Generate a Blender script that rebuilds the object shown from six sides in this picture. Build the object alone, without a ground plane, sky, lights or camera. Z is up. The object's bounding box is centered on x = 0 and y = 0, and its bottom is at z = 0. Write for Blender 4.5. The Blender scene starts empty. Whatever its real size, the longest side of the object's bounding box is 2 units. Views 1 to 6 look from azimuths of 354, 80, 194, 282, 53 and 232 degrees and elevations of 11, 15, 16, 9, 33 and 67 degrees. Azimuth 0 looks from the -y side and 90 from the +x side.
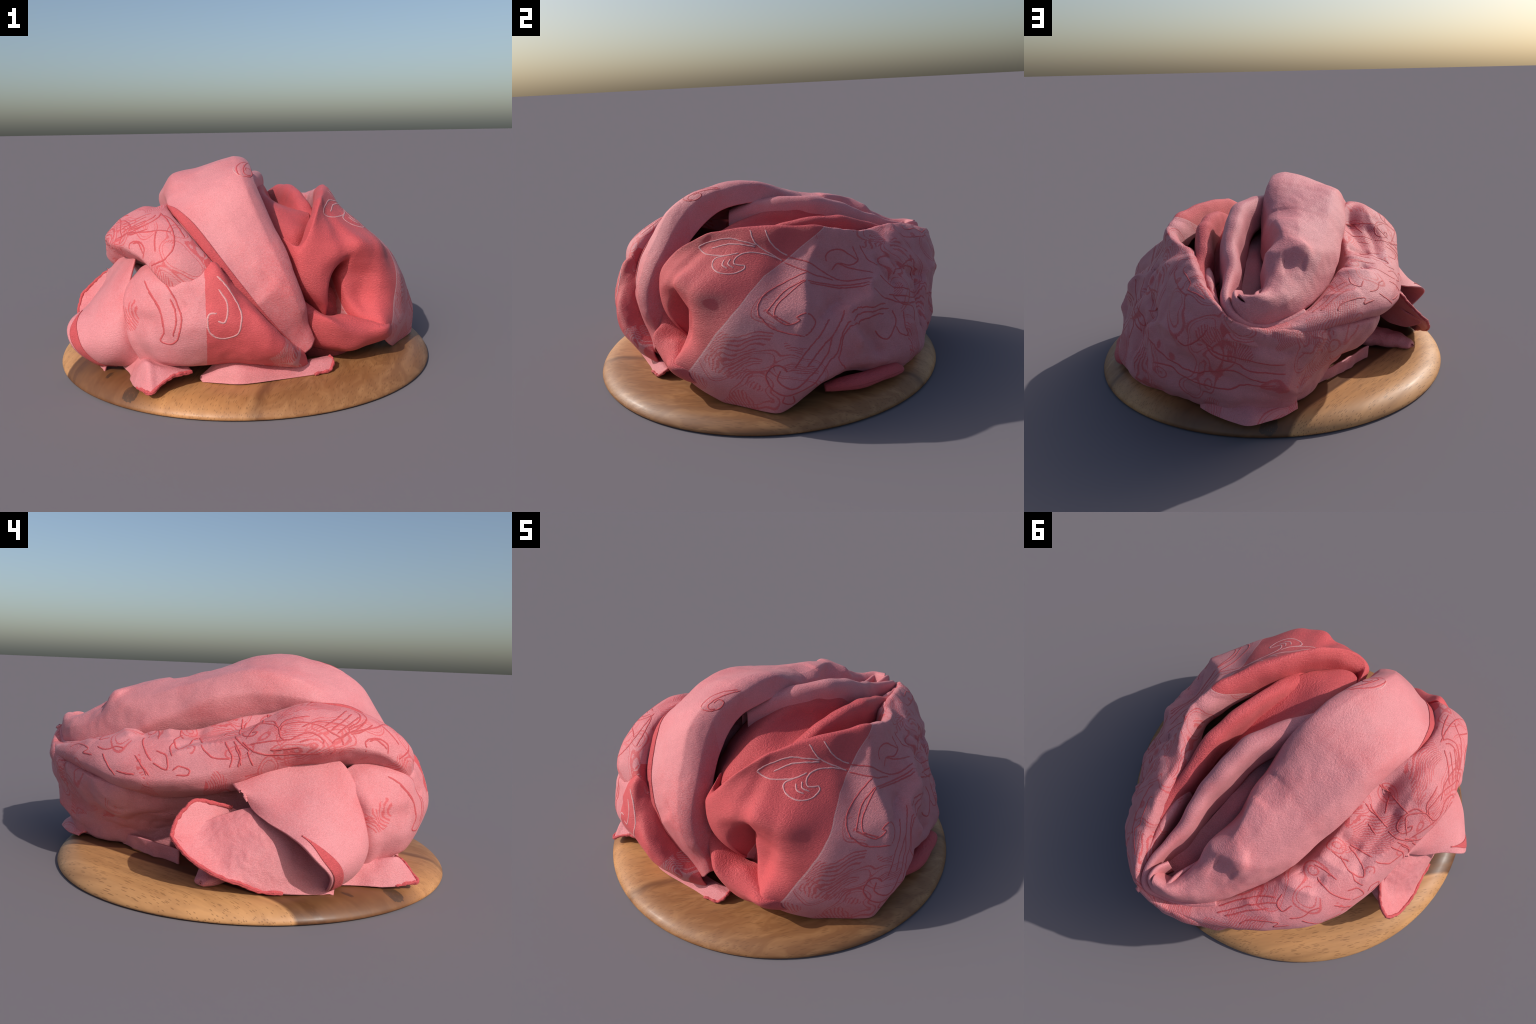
import bpy, bmesh, math
import numpy as np
from mathutils import Vector, noise
from mathutils.bvhtree import BVHTree

# ------------------------------------------------------------------ helpers
def spline_matrix(n, m):
    """Catmull-Rom weights: m samples along n control points."""
    W = np.zeros((m, n))
    for i, t in enumerate(np.linspace(0, n - 1 - 1e-9, m)):
        k = int(t); f = t - k
        w = (-.5*f+f*f-.5*f**3, 1-2.5*f*f+1.5*f**3, .5*f+2*f*f-1.5*f**3, -.5*f*f+.5*f**3)
        for d, c in zip((-1, 0, 1, 2), w):
            j = k + d
            if j < 0:               # reflect end points
                W[i, 0] += 2*c; W[i, 1] -= c
            elif j > n - 1:
                W[i, n-1] += 2*c; W[i, n-2] -= c
            else:
                W[i, j] += c
    return W

def straight_matrix(n, m):
    W = np.zeros((m, n))
    for i, t in enumerate(np.linspace(0, n - 1 - 1e-9, m)):
        k = int(t); W[i, k] = 1-(t-k); W[i, k+1] += t-k
    return W

def loft(grid, nu, nv, crisp=(0.0, 0.0)):
    """Cloth sheet through a grid of control points [station][across];
    crisp pulls the sheet taut between them so the control lines read as folds."""
    G = np.array(grid, float)
    A = (1-crisp[0])*spline_matrix(G.shape[0], nu) + crisp[0]*straight_matrix(G.shape[0], nu)
    B = (1-crisp[1])*spline_matrix(G.shape[1], nv) + crisp[1]*straight_matrix(G.shape[1], nv)
    P = np.einsum('ai,bj,ijk->abk', A, B, G)
    for _ in range(2):                     # ease the kinks slightly
        P[1:-1] = .25*P[:-2] + .5*P[1:-1] + .25*P[2:]
        P[:, 1:-1] = .25*P[:, :-2] + .5*P[:, 1:-1] + .25*P[:, 2:]
    return P

HEART = np.array((0.0, .10, .30))
def puff(P, d):
    """Offset a sheet outward along its normals."""
    N = normals(P); sgn = np.sign(np.mean(np.sum(N*(P-HEART), axis=2)))
    return P + N*sgn*np.asarray(d, float).reshape(-1, 1, 1) if np.ndim(d) else P + N*sgn*d

def crease(P, path, width, height):
    """Raise (or sink, height < 0) a fold line of the sheet along a path."""
    C = np.array(path, float); S = spline_matrix(len(C), 40) @ C
    N = normals(P); sgn = np.sign(np.mean(np.sum(N*(P-HEART), axis=2)))
    d = np.full(P.shape[:2], 9.0); t = np.zeros(P.shape[:2])
    for i, q in enumerate(S):
        e = np.linalg.norm(P-q, axis=2); m = e < d; d[m] = e[m]; t[m] = i/39
    fade = np.clip(np.minimum(t, 1-t)*6+.25, 0, 1)
    h = height*fade*(np.exp(-(d/width)) if height > 0 else np.exp(-(d/width)**2))
    return P + N*(sgn*h)[:, :, None]

def normals(P):
    du = np.gradient(P, axis=0); dv = np.gradient(P, axis=1)
    n = np.cross(du, dv)
    return n / np.maximum(np.linalg.norm(n, axis=2, keepdims=True), 1e-9)

def crumple(P, amp, size, seed, ridged=0.0, edge=True):
    """Push a sheet along its normals with smooth or creased noise."""
    N = normals(P); a, b, _ = P.shape
    o = Vector((seed*3.17, seed*1.31, seed*2.23))
    D = np.zeros((a, b))
    for i in range(a):
        for j in range(b):
            q = Vector(P[i, j])/size + o
            s = noise.noise(q)
            if ridged:
                s = (1-ridged)*s + ridged*(.45-2*abs(noise.noise(q*1.35+o)))
            D[i, j] = s
    return P + N*(D*amp)[:, :, None]

def smoothstep(x): 
    x = np.clip(x, 0, 1); return x*x*(3-2*x)

def board_top(x, y):
    return .0735 + .0095*y - .003*x

def settle(P):
    """Let the lowest cloth rest on the slightly tilted board."""
    w = smoothstep((.22-P[..., 2])/.13)
    Q = P.copy(); Q[..., 2] += (board_top(P[..., 0], P[..., 1]) - .080)*w
    Q[..., 2] = np.maximum(Q[..., 2], board_top(P[..., 0], P[..., 1]) + .004)
    return Q

SHEETS = {}
def sheet(name, P, mat, thick=.009, parent=None, cols=None, rows=None, open_back=True):
    """Mesh object from a point grid (optionally only some columns / rows of it)."""
    a0, a1 = rows or (0, P.shape[0]-1)
    b0, b1 = cols or (0, P.shape[1]-1)
    P = settle(P)
    N = normals(P)
    if np.mean(np.sum(N*(P-HEART), axis=2)) < 0:       # the given points are the outer face
        N = -N
    Q = P[a0:a1+1, b0:b1+1]; Nq = N[a0:a1+1, b0:b1+1]
    a, b, _ = Q.shape
    top = Q.reshape(-1, 3); low = (Q - Nq*thick).reshape(-1, 3)
    n = a*b
    idx = np.arange(n).reshape(a, b)
    f = np.stack([idx[:-1, :-1], idx[1:, :-1], idx[1:, 1:], idx[:-1, 1:]], -1).reshape(-1, 4)
    faces = f.tolist() + (f[:, ::-1] + n).tolist()
    ring = list(idx[0, :]) + list(idx[1:, -1]) + list(idx[-1, -2::-1]) + list(idx[-2:0:-1, 0])
    for i in range(len(ring)):
        p, q = int(ring[i]), int(ring[(i+1) % len(ring)])
        faces.append([q, p, p+n, q+n][::-1])
    me = bpy.data.meshes.new(name)
    me.from_pydata(np.vstack([top, low]).tolist(), [], faces)
    me.update()
    me.shade_smooth()
    me.materials.append(mat)
    ob = bpy.data.objects.new(name, me)
    bpy.context.scene.collection.objects.link(ob)
    if parent: ob.parent = parent
    return ob

def tube(path, radii, nu, nv, arc=(0, 2*math.pi), squash=1.0, up=(0, 0, 1)):
    """Rolled cloth: ring sections swept along a path."""
    C = np.array(path, float); W = spline_matrix(len(C), nu); S = W @ C
    R = W @ np.array(radii, float)
    T = np.gradient(S, axis=0); T /= np.linalg.norm(T, axis=1, keepdims=True)
    side = np.cross(T, np.array(up)); side /= np.linalg.norm(side, axis=1, keepdims=True)
    u = np.cross(side, T)
    th = np.linspace(arc[0], arc[1], nv)
    return S[:, None, :] + R[:, None, None]*(np.cos(th)[None, :, None]*side[:, None, :] + squash*np.sin(th)[None, :, None]*u[:, None, :])

# ------------------------------------------------------------------ node helpers
class Nodes:
    def __init__(self, name):
        self.mat = bpy.data.materials.new(name); self.mat.use_nodes = True
        self.t = self.mat.node_tree; self.t.nodes.clear()
    def n(self, kind, **kw):
        nd = self.t.nodes.new(kind)
        for k, v in kw.items(): setattr(nd, k, v)
        return nd
    def l(self, a, b): self.t.links.new(a, b)
    def val(self, sock, v):
        if hasattr(v, 'default_value') and not isinstance(v, (int, float, tuple)): self.l(v, sock)
        else: sock.default_value = v
    def math(self, op, a, b=0.0, c=None, clamp=False):
        nd = self.n('ShaderNodeMath', operation=op, use_clamp=clamp)
        self.val(nd.inputs[0], a); self.val(nd.inputs[1], b)
        if c is not None: self.val(nd.inputs[2], c)
        return nd.outputs[0]
    def mix(self, f, a, b):
        nd = self.n('ShaderNodeMix', data_type='RGBA')
        self.val(nd.inputs[0], f)
        for s, v in ((6, a), (7, b)):
            if isinstance(v, tuple): nd.inputs[s].default_value = v if len(v) == 4 else (*v, 1)
            else: self.l(v, nd.inputs[s])
        return nd.outputs[2]
    def ramp(self, f, stops, interp='LINEAR'):
        nd = self.n('ShaderNodeValToRGB'); cr = nd.color_ramp; cr.interpolation = interp
        full = lambda c: c if isinstance(c, tuple) and len(c) == 4 else ((*c, 1) if isinstance(c, tuple) else (c, c, c, 1))
        cr.elements[0].position, cr.elements[1].position = stops[0][0], stops[-1][0]
        cr.elements[0].color, cr.elements[1].color = full(stops[0][1]), full(stops[-1][1])
        for p, c in stops[1:-1]:
            e = cr.elements.new(p); e.color = full(c)
        self.l(f, nd.inputs[0]); return nd.outputs[0]
    def noise(self, vec, scale, detail=2.0, rough=.5, dist=0.0):
        nd = self.n('ShaderNodeTexNoise'); self.l(vec, nd.inputs['Vector'])
        nd.inputs['Scale'].default_value = scale; nd.inputs['Detail'].default_value = detail
        nd.inputs['Roughness'].default_value = rough; nd.inputs['Distortion'].default_value = dist
        return nd.outputs
    def mapping(self, vec, loc=(0,0,0), rot=(0,0,0), sc=(1,1,1)):
        nd = self.n('ShaderNodeMapping'); self.l(vec, nd.inputs[0])
        nd.inputs[1].default_value = loc; nd.inputs[2].default_value = rot; nd.inputs[3].default_value = sc
        return nd.outputs[0]

PINK = (.64, .235, .255)
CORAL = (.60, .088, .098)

def silk(name, ground=PINK, figure=CORAL, pattern=0.0, seam=False, front=False, drift_to=False, rough=.5, pscale=3.2, crepe=.45):
    """Silk weave: ground colour, optional woven scroll figure, crepe bump."""
    m = Nodes(name)
    co = m.n('ShaderNodeTexCoord').outputs['Object']
    sep = m.n('ShaderNodeSeparateXYZ'); m.l(co, sep.inputs[0])
    X, Y, Zc = sep.outputs
    if seam:
        # seam line: y of the seam as a function of height; ground changes colour across it
        h = m.math('MULTIPLY', Zc, 1.0, clamp=True)
        line = m.ramp(h, [(0.10, .02), (.21, .040), (.32, .12), (.427, .19), (.51, .27), (.58, .353), (.645, .446), (.69, .563), (.754, .67), (.82, .78), (.9, .92)])
        lv = m.math('SUBTRACT', line, .6)
        d = m.math('SUBTRACT', Y, lv)                     # >0 behind the seam (light side)
        side = m.math('GREATER_THAN', d, 0.0)
        base = m.mix(side, CORAL, PINK)
        fig = m.mix(side, PINK, CORAL)
        thread = m.math('LESS_THAN', m.math('ABSOLUTE', m.math('SUBTRACT', d, .001)), .004)
    elif front:
        # the weave reverses to coral right of a straight join on the front of the heap
        jn = m.math('MULTIPLY', m.math('SUBTRACT', m.noise(co, 60, 1)[0], .5), .006)
        here = m.math('MULTIPLY', m.math('GREATER_THAN', m.math('ADD', X, jn), -.222), m.math('LESS_THAN', Y, -.60))
        side = m.math('SUBTRACT', 1.0, here)
        base = m.mix(side, CORAL, PINK); fig = m.mix(side, (.62, .26, .27), CORAL)
    else:
        base = None
    # woven tone drift
    nz = m.noise(co, 2.3, 3, .55)[0]
    drift = m.ramp(nz, [(.3, .93), (.7, 1.05)])
    col = base if base is not None else m.mix(0.0, ground, ground)
    if pattern > 0:
        figcol = fig if (seam or front) else m.mix(0.0, figure, figure)
        warp = m.noise(co, 1.7, 2, .5)[1]
        vm = m.n('ShaderNodeVectorMath', operation='MULTIPLY_ADD')
        m.l(warp, vm.inputs[0]); vm.inputs[1].default_value = (.7, .7, .7); m.l(co, vm.inputs[2])
        wv = vm.outputs[0]
        # woven petals: double outlines round warped cells, fine hatching in their hearts
        vo = m.n('ShaderNodeTexVoronoi', feature='SMOOTH_F1'); m.l(wv, vo.inputs['Vector']); vo.inputs['Scale'].default_value = pscale
        vo.inputs['Smoothness'].default_value = .35
        jag = m.noise(m.mapping(co, sc=(1, 1, 3)), 170, 1, .5)[0]
        dj = m.math('ADD', vo.outputs[0], m.math('MULTIPLY', m.math('SUBTRACT', jag, .5), .035))
        near = lambda at, wd: m.math('LESS_THAN', m.math('ABSOLUTE', m.math('SUBTRACT', dj, at)), wd)
        line1 = m.math('MAXIMUM', near(.43, .014), near(.36, .008))
        wav = m.n('ShaderNodeTexWave', wave_type='BANDS'); m.l(wv, wav.inputs[0])
        wav.inputs['Scale'].default_value = 26; wav.inputs['Distortion'].default_value = 5; wav.inputs['Detail'].default_value = 2
        hatch = m.math('GREATER_THAN', m.math('ADD', wav.outputs[1], m.math('MULTIPLY', m.math('SUBTRACT', jag, .5), 1.1)), .62)
        patch = m.math('GREATER_THAN', m.noise(wv, pscale*.9, 1, .5)[0], .57)
        fill = m.math('MULTIPLY', m.math('MAXIMUM', m.math('LESS_THAN', dj, .2), patch), hatch)
        where = m.math('GREATER_THAN', m.noise(co, 1.1, 1, .5)[0], .62 - .3*pattern)
        mask = m.math('MULTIPLY', m.math('MAXIMUM', line1, fill), where)
        if seam: mask = m.math('MULTIPLY', mask, side)
        col = m.mix(m.math('MULTIPLY', mask, .82), col, figcol)
    if seam:
        col = m.mix(m.math('MULTIPLY', thread, .6), col, (.75, .42, .42))
    # the coral warp shows through the pink weft in soft clouds
    if ground == PINK:
        cl = m.noise(co, 3.1, 4, .65)[0]; fine = m.noise(co, 140, 2, .6)[0]
        thru = m.ramp(m.math('ADD', cl, m.math('MULTIPLY', m.math('SUBTRACT', fine, .5), .5)), [(.42, 0.0), (.85, .55)])
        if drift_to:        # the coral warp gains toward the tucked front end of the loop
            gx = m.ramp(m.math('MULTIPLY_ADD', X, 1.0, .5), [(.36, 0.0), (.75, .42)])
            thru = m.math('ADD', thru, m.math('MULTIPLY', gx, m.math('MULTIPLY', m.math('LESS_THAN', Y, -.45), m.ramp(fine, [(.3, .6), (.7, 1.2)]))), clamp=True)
        if seam or front: thru = m.math('MULTIPLY', thru, side)
        col = m.mix(thru, col, CORAL)
    # weave grain
    gr = m.noise(m.mapping(co, sc=(1, 1, 2.2)), 260, 2, .6)[0]
    grv = m.ramp(gr, [(.3, .82), (.7, 1.15)])
    hsv = m.n('ShaderNodeVectorMath', operation='SCALE'); m.l(col, hsv.inputs[0]); m.l(m.math('MULTIPLY', drift, grv), hsv.inputs['Scale'])
    bs = m.n('ShaderNodeBsdfPrincipled'); m.l(hsv.outputs[0], bs.inputs['Base Color'])
    bs.inputs['Roughness'].default_value = rough
    bs.inputs['Specular IOR Level'].default_value = .35
    bs.inputs['Sheen Weight'].default_value = .07
    bs.inputs['Sheen Roughness'].default_value = .4
    bs.inputs['Sheen Tint'].default_value = (1, .75, .78, 1)
    cr = m.noise(m.mapping(co, rot=(.4, .2, .3), sc=(1, 1, 4.5)), 80, 3, .65)[0]
    bp = m.n('ShaderNodeBump'); bp.inputs['Strength'].default_value = crepe; bp.inputs['Distance'].default_value = .008
    m.l(m.math('ADD', cr, m.math('MULTIPLY', gr, .4)), bp.inputs['Height']); m.l(bp.outputs[0], bs.inputs['Normal'])
    out = m.n('ShaderNodeOutputMaterial'); m.l(bs.outputs[0], out.inputs[0])
    return m.mat

SILK = silk('plain_pink_silk')
SILK_FRONT = silk('reversed_front_silk', pattern=.25, pscale=4.0, front=True)
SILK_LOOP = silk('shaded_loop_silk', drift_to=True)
SILK_FIG = silk('scroll_figured_silk', pattern=.9, pscale=4.6, front=True)
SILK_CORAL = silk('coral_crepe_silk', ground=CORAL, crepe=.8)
SILK_WALL = silk('two_tone_seamed_silk', pattern=.3, seam=True, pscale=4.5, crepe=.65)
THREAD_PINK = silk('pale_embroidery_thread', ground=(.66, .30, .31))
THREAD_CORAL = silk('coral_embroidery_thread', ground=(.56, .085, .095))

# ------------------------------------------------------------------ scarf
scarf = bpy.data.objects.new('silk_scarf', None)
scarf.empty_display_size = .2
scarf.location = (0, 0, 0)
bpy.context.scene.collection.objects.link(scarf)
scarf['label'] = 'crumpled pink silk scarf bundled into a heap of folds'
scarf['category'] = 'scarf'

# --- broad loop that rises over the top: stations from the front tip, over the crest, back to the swirl
LOOP = []
def loop(*pts): LOOP.append(pts)
loop((.16,-.66,.12),(.19,-.685,.155),(.215,-.695,.175),(.235,-.695,.19),(.245,-.69,.205),(.255,-.675,.22),(.26,-.64,.215))
loop((.11,-.66,.21),(.134,-.705,.224),(.16,-.712,.245),(.185,-.71,.265),(.208,-.70,.285),(.225,-.68,.30),(.22,-.62,.31))
loop((-.01,-.68,.33),(.02,-.752,.345),(.075,-.757,.36),(.125,-.75,.375),(.175,-.745,.385),(.208,-.71,.39),(.19,-.61,.40))
loop((-.10,-.68,.45),(-.076,-.766,.461),(-.01,-.766,.47),(.06,-.762,.475),(.135,-.75,.485),(.178,-.705,.487),(.16,-.59,.50))
loop((-.20,-.62,.56),(-.183,-.725,.585),(-.10,-.721,.60),(-.012,-.725,.61),(.085,-.717,.607),(.142,-.662,.602),(.125,-.54,.61))
loop((-.27,-.53,.65),(-.27,-.645,.69),(-.18,-.645,.713),(-.082,-.655,.727),(.03,-.643,.735),(.088,-.58,.722),(.07,-.46,.715))
loop((-.32,-.43,.72),(-.335,-.545,.765),(-.26,-.548,.80),(-.145,-.56,.838),(-.02,-.557,.865),(.042,-.49,.845),(.035,-.37,.80))
loop((-.33,-.33,.74),(-.37,-.42,.80),(-.30,-.425,.853),(-.175,-.428,.91),(-.045,-.43,.953),(.015,-.38,.938),(.025,-.28,.86))
loop((-.34,-.24,.74),(-.385,-.27,.825),(-.345,-.275,.90),(-.19,-.265,.962),(-.05,-.255,1.0),(.012,-.23,.98),(.04,-.18,.89))
loop((-.35,-.10,.72),(-.40,-.10,.83),(-.35,-.11,.918),(-.19,-.10,.96),(-.06,-.08,.99),(-.01,-.06,.98),(.02,-.05,.89))
loop((-.37,.05,.68),(-.43,.06,.80),(-.355,.06,.885),(-.20,.07,.92),(-.08,.07,.94),(-.02,.07,.92),(0,.08,.84))
loop((-.37,.19,.62),(-.43,.20,.74),(-.37,.21,.835),(-.22,.22,.882),(-.11,.20,.89),(-.055,.19,.855),(-.03,.20,.75))
loop((-.37,.33,.57),(-.435,.34,.68),(-.375,.36,.795),(-.25,.37,.855),(-.145,.35,.868),(-.095,.33,.83),(-.06,.32,.68))
loop((-.36,.45,.54),(-.415,.47,.60),(-.375,.50,.735),(-.28,.50,.815),(-.20,.48,.838),(-.165,.44,.79),(-.10,.42,.65))
loop((-.33,.58,.52),(-.385,.58,.58),(-.37,.58,.69),(-.32,.575,.78),(-.23,.57,.80),(-.165,.61,.755),(-.13,.60,.66))
loop((-.29,.67,.51),(-.355,.68,.57),(-.335,.685,.64),(-.28,.69,.695),(-.225,.665,.735),(-.185,.70,.69),(-.15,.68,.60))
loop((-.24,.78,.50),(-.30,.79,.555),(-.295,.80,.62),(-.26,.81,.655),(-.215,.80,.67),(-.185,.80,.65),(-.15,.76,.56))
loop((-.17,.86,.50),(-.22,.875,.54),(-.23,.88,.60),(-.215,.885,.645),(-.19,.885,.665),(-.17,.87,.645),(-.14,.83,.55))
loop((-.11,.90,.53),(-.15,.925,.56),(-.155,.925,.61),(-.14,.92,.65),(-.12,.915,.665),(-.105,.90,.66),(-.09,.87,.60))
P = loft(LOOP, 260, 130, (.15, .45))
P = crease(P, [(-.148,.612,.754),(-.220,.612,.782),(-.329,.550,.796),(-.378,.494,.754),(-.432,.364,.723)], .035, .014)
P = crease(P, [(-.230,.655,.745),(-.290,.640,.745),(-.340,.610,.72)], .05, -.016)
P = crease(P, [(-.12,.20,.89),(-.13,.28,.88),(-.15,.36,.87)], .07, -.012)
P = crease(P, [(-.053,-.754,.402),(.011,-.760,.487),(.060,-.735,.531)], .055, -.010)
P = crease(P, [(-.011,-.763,.408),(.055,-.750,.464),(.105,-.73,.516)], .03, .009)
P = puff(P, .003+.007*smoothstep((np.linspace(0, 1, len(P))-.42)/.1)); P = crumple(P, .006, .14, 1); P = crumple(P, .002, .045, 2)
SHEETS['loop'] = P
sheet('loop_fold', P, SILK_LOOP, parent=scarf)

# --- patterned band: from the swirl round the left side to the front
BAND = []
def band(*pts): BAND.append(pts)
band((-.13,.91,.49),(-.15,.935,.525),(-.19,.945,.53),(-.215,.945,.53),(-.225,.95,.52),(-.225,.95,.505),(-.21,.93,.48),(-.19,.90,.45))
band((-.24,.82,.49),(-.27,.835,.525),(-.32,.84,.535),(-.36,.835,.53),(-.385,.825,.515),(-.39,.82,.495),(-.37,.79,.47),(-.33,.76,.44))
band((-.32,.68,.50),(-.37,.69,.55),(-.43,.70,.565),(-.48,.695,.56),(-.52,.685,.535),(-.53,.675,.505),(-.50,.65,.465),(-.45,.62,.43))
band((-.38,.53,.53),(-.42,.55,.585),(-.49,.562,.60),(-.56,.56,.588),(-.61,.55,.55),(-.63,.535,.50),(-.60,.51,.455),(-.54,.48,.42))
band((-.39,.40,.54),(-.465,.41,.64),(-.54,.42,.635),(-.618,.415,.608),(-.67,.41,.548),(-.693,.40,.48),(-.66,.385,.435),(-.59,.36,.40))
band((-.40,.28,.54),(-.48,.28,.642),(-.56,.28,.635),(-.634,.28,.612),(-.692,.275,.552),(-.725,.268,.477),(-.69,.25,.43),(-.61,.23,.39))
band((-.39,.15,.56),(-.458,.152,.655),(-.545,.145,.632),(-.63,.135,.617),(-.695,.128,.56),(-.728,.125,.488),(-.69,.115,.44),(-.61,.11,.40))
band((-.37,.04,.59),(-.425,.044,.685),(-.515,.033,.643),(-.60,.025,.634),(-.68,.01,.582),(-.716,0,.513),(-.68,-.01,.46),(-.60,-.01,.42))
band((-.35,-.08,.62),(-.395,-.07,.72),(-.462,-.085,.675),(-.545,-.09,.675),(-.648,-.108,.63),(-.695,-.125,.556),(-.665,-.13,.50),(-.58,-.13,.45))
band((-.34,-.20,.65),(-.372,-.19,.745),(-.422,-.20,.705),(-.495,-.20,.728),(-.61,-.215,.70),(-.682,-.225,.62),(-.65,-.24,.555),(-.56,-.23,.49))
band((-.34,-.32,.69),(-.365,-.31,.785),(-.415,-.32,.775),(-.488,-.33,.785),(-.595,-.335,.735),(-.668,-.338,.653),(-.625,-.345,.595),(-.53,-.34,.53))
band((-.34,-.43,.71),(-.382,-.42,.795),(-.432,-.44,.79),(-.492,-.455,.77),(-.572,-.462,.718),(-.63,-.46,.645),(-.585,-.455,.60),(-.50,-.43,.54))
band((-.31,-.54,.68),(-.345,-.57,.762),(-.398,-.582,.767),(-.455,-.592,.748),(-.512,-.597,.70),(-.55,-.592,.645),(-.52,-.585,.61),(-.45,-.55,.55))
band((-.25,-.63,.61),(-.275,-.688,.69),(-.338,-.705,.705),(-.395,-.718,.693),(-.445,-.715,.657),(-.472,-.698,.613),(-.455,-.68,.593),(-.40,-.63,.54))
band((-.18,-.69,.53),(-.20,-.765,.61),(-.268,-.785,.627),(-.332,-.80,.615),(-.377,-.797,.58),(-.402,-.78,.547),(-.39,-.755,.527),(-.36,-.71,.49))
band((-.10,-.70,.45),(-.115,-.770,.525),(-.17,-.80,.53),(-.225,-.815,.51),(-.27,-.81,.485),(-.30,-.80,.46),(-.305,-.785,.44),(-.30,-.75,.42))
P = loft(BAND, 260, 120, (.1, .3))
P = crease(P, [(-.69,.165,.565),(-.655,.076,.60),(-.612,-.118,.655),(-.543,-.213,.72),(-.504,-.308,.778)], .022, .012)
P = crease(P, [(-.65,.150,.60),(-.61,.087,.625),(-.56,-.09,.67),(-.505,-.187,.72)], .028, -.012)
P = crease(P, [(-.45,.44,.62),(-.52,.42,.635),(-.60,.36,.62)], .025, .014)
P = crease(P, [(-.46,.35,.635),(-.52,.34,.635),(-.58,.28,.63)], .03, -.018)
P = crease(P, [(-.47,.23,.645),(-.53,.22,.635),(-.60,.18,.62)], .025, .014)
P = crease(P, [(-.45,.10,.665),(-.51,.09,.645),(-.57,.06,.635)], .03, -.012)
P = crease(P, [(-.679,.476,.502),(-.708,.313,.533),(-.705,.173,.547)], .025, .008)
P = crease(P, [(-.42,.62,.58),(-.50,.60,.58),(-.57,.54,.58)], .02, .010)
P = crease(P, [(-.608,-.427,.645),(-.579,-.489,.664),(-.548,-.536,.651)], .03, -.010)
P = puff(P, .006); P = crumple(P, .005, .16, 4, .3); P = crumple(P, .0015, .05, 5)
SHEETS['band'] = P
sheet('side_fold', P, SILK_FIG, parent=scarf)

# --- front lobe under the band
LOBE = []
def lobe(*pts): LOBE.append(pts)
lobe((-.45,-.42,.53),(-.48,-.46,.48),(-.50,-.51,.42),(-.51,-.54,.34),(-.50,-.55,.25),(-.46,-.53,.16),(-.44,-.48,.11))
lobe((-.50,-.52,.53),(-.545,-.57,.48),(-.562,-.625,.42),(-.564,-.65,.34),(-.547,-.656,.246),(-.504,-.634,.157),(-.48,-.58,.11))
lobe((-.45,-.59,.57),(-.495,-.64,.52),(-.52,-.685,.44),(-.525,-.71,.35),(-.505,-.715,.26),(-.455,-.695,.18),(-.42,-.64,.12))
lobe((-.40,-.66,.57),(-.445,-.737,.52),(-.455,-.765,.44),(-.46,-.785,.35),(-.445,-.79,.27),(-.405,-.78,.20),(-.36,-.69,.14))
lobe((-.335,-.73,.56),(-.365,-.805,.51),(-.37,-.825,.44),(-.375,-.843,.35),(-.36,-.835,.265),(-.33,-.795,.19),(-.29,-.70,.15))
lobe((-.26,-.765,.58),(-.255,-.825,.52),(-.26,-.865,.44),(-.26,-.88,.36),(-.25,-.85,.27),(-.235,-.79,.185),(-.20,-.70,.15))
lobe((-.185,-.775,.60),(-.165,-.825,.565),(-.145,-.865,.48),(-.135,-.888,.38),(-.13,-.862,.29),(-.135,-.805,.205),(-.10,-.70,.15))
lobe((-.15,-.755,.555),(-.115,-.815,.505),(-.075,-.86,.43),(-.05,-.88,.35),(-.035,-.868,.275),(-.04,-.82,.205),(0,-.70,.14))
lobe((-.07,-.76,.46),(-.03,-.815,.415),(.015,-.86,.36),(.04,-.87,.30),(.05,-.855,.24),(.05,-.805,.19),(.07,-.70,.13))
lobe((.03,-.72,.33),(.07,-.775,.295),(.11,-.81,.262),(.135,-.81,.222),(.145,-.79,.185),(.14,-.765,.15),(.13,-.68,.12))
lobe((.12,-.65,.21),(.155,-.675,.20),(.185,-.695,.185),(.205,-.70,.165),(.215,-.69,.14),(.22,-.67,.115),(.21,-.62,.10))
P = loft(LOBE, 180, 110, (.1, .15))
P = crease(P, [(-.556,-.677,.352),(-.488,-.765,.367),(-.415,-.820,.358)], .05, -.014)
P = crease(P, [(-.554,-.664,.405),(-.486,-.754,.407),(-.424,-.800,.421)], .04, .008)
P = crease(P, [(-.363,-.773,.530),(-.330,-.829,.465),(-.304,-.856,.424)], .025, -.014)
P = crease(P, [(-.324,-.779,.546),(-.267,-.835,.517),(-.214,-.864,.490)], .022, .009)
P = crease(P, [(-.30,-.80,.55),(-.25,-.84,.49),(-.20,-.87,.44)], .018, -.006)
P = puff(P, .008); P = crumple(P, .005, .16, 7); P = crumple(P, .0025, .05, 8)
SHEETS['front'] = P
sheet('front_fold', P, SILK_FRONT, parent=scarf)

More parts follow.
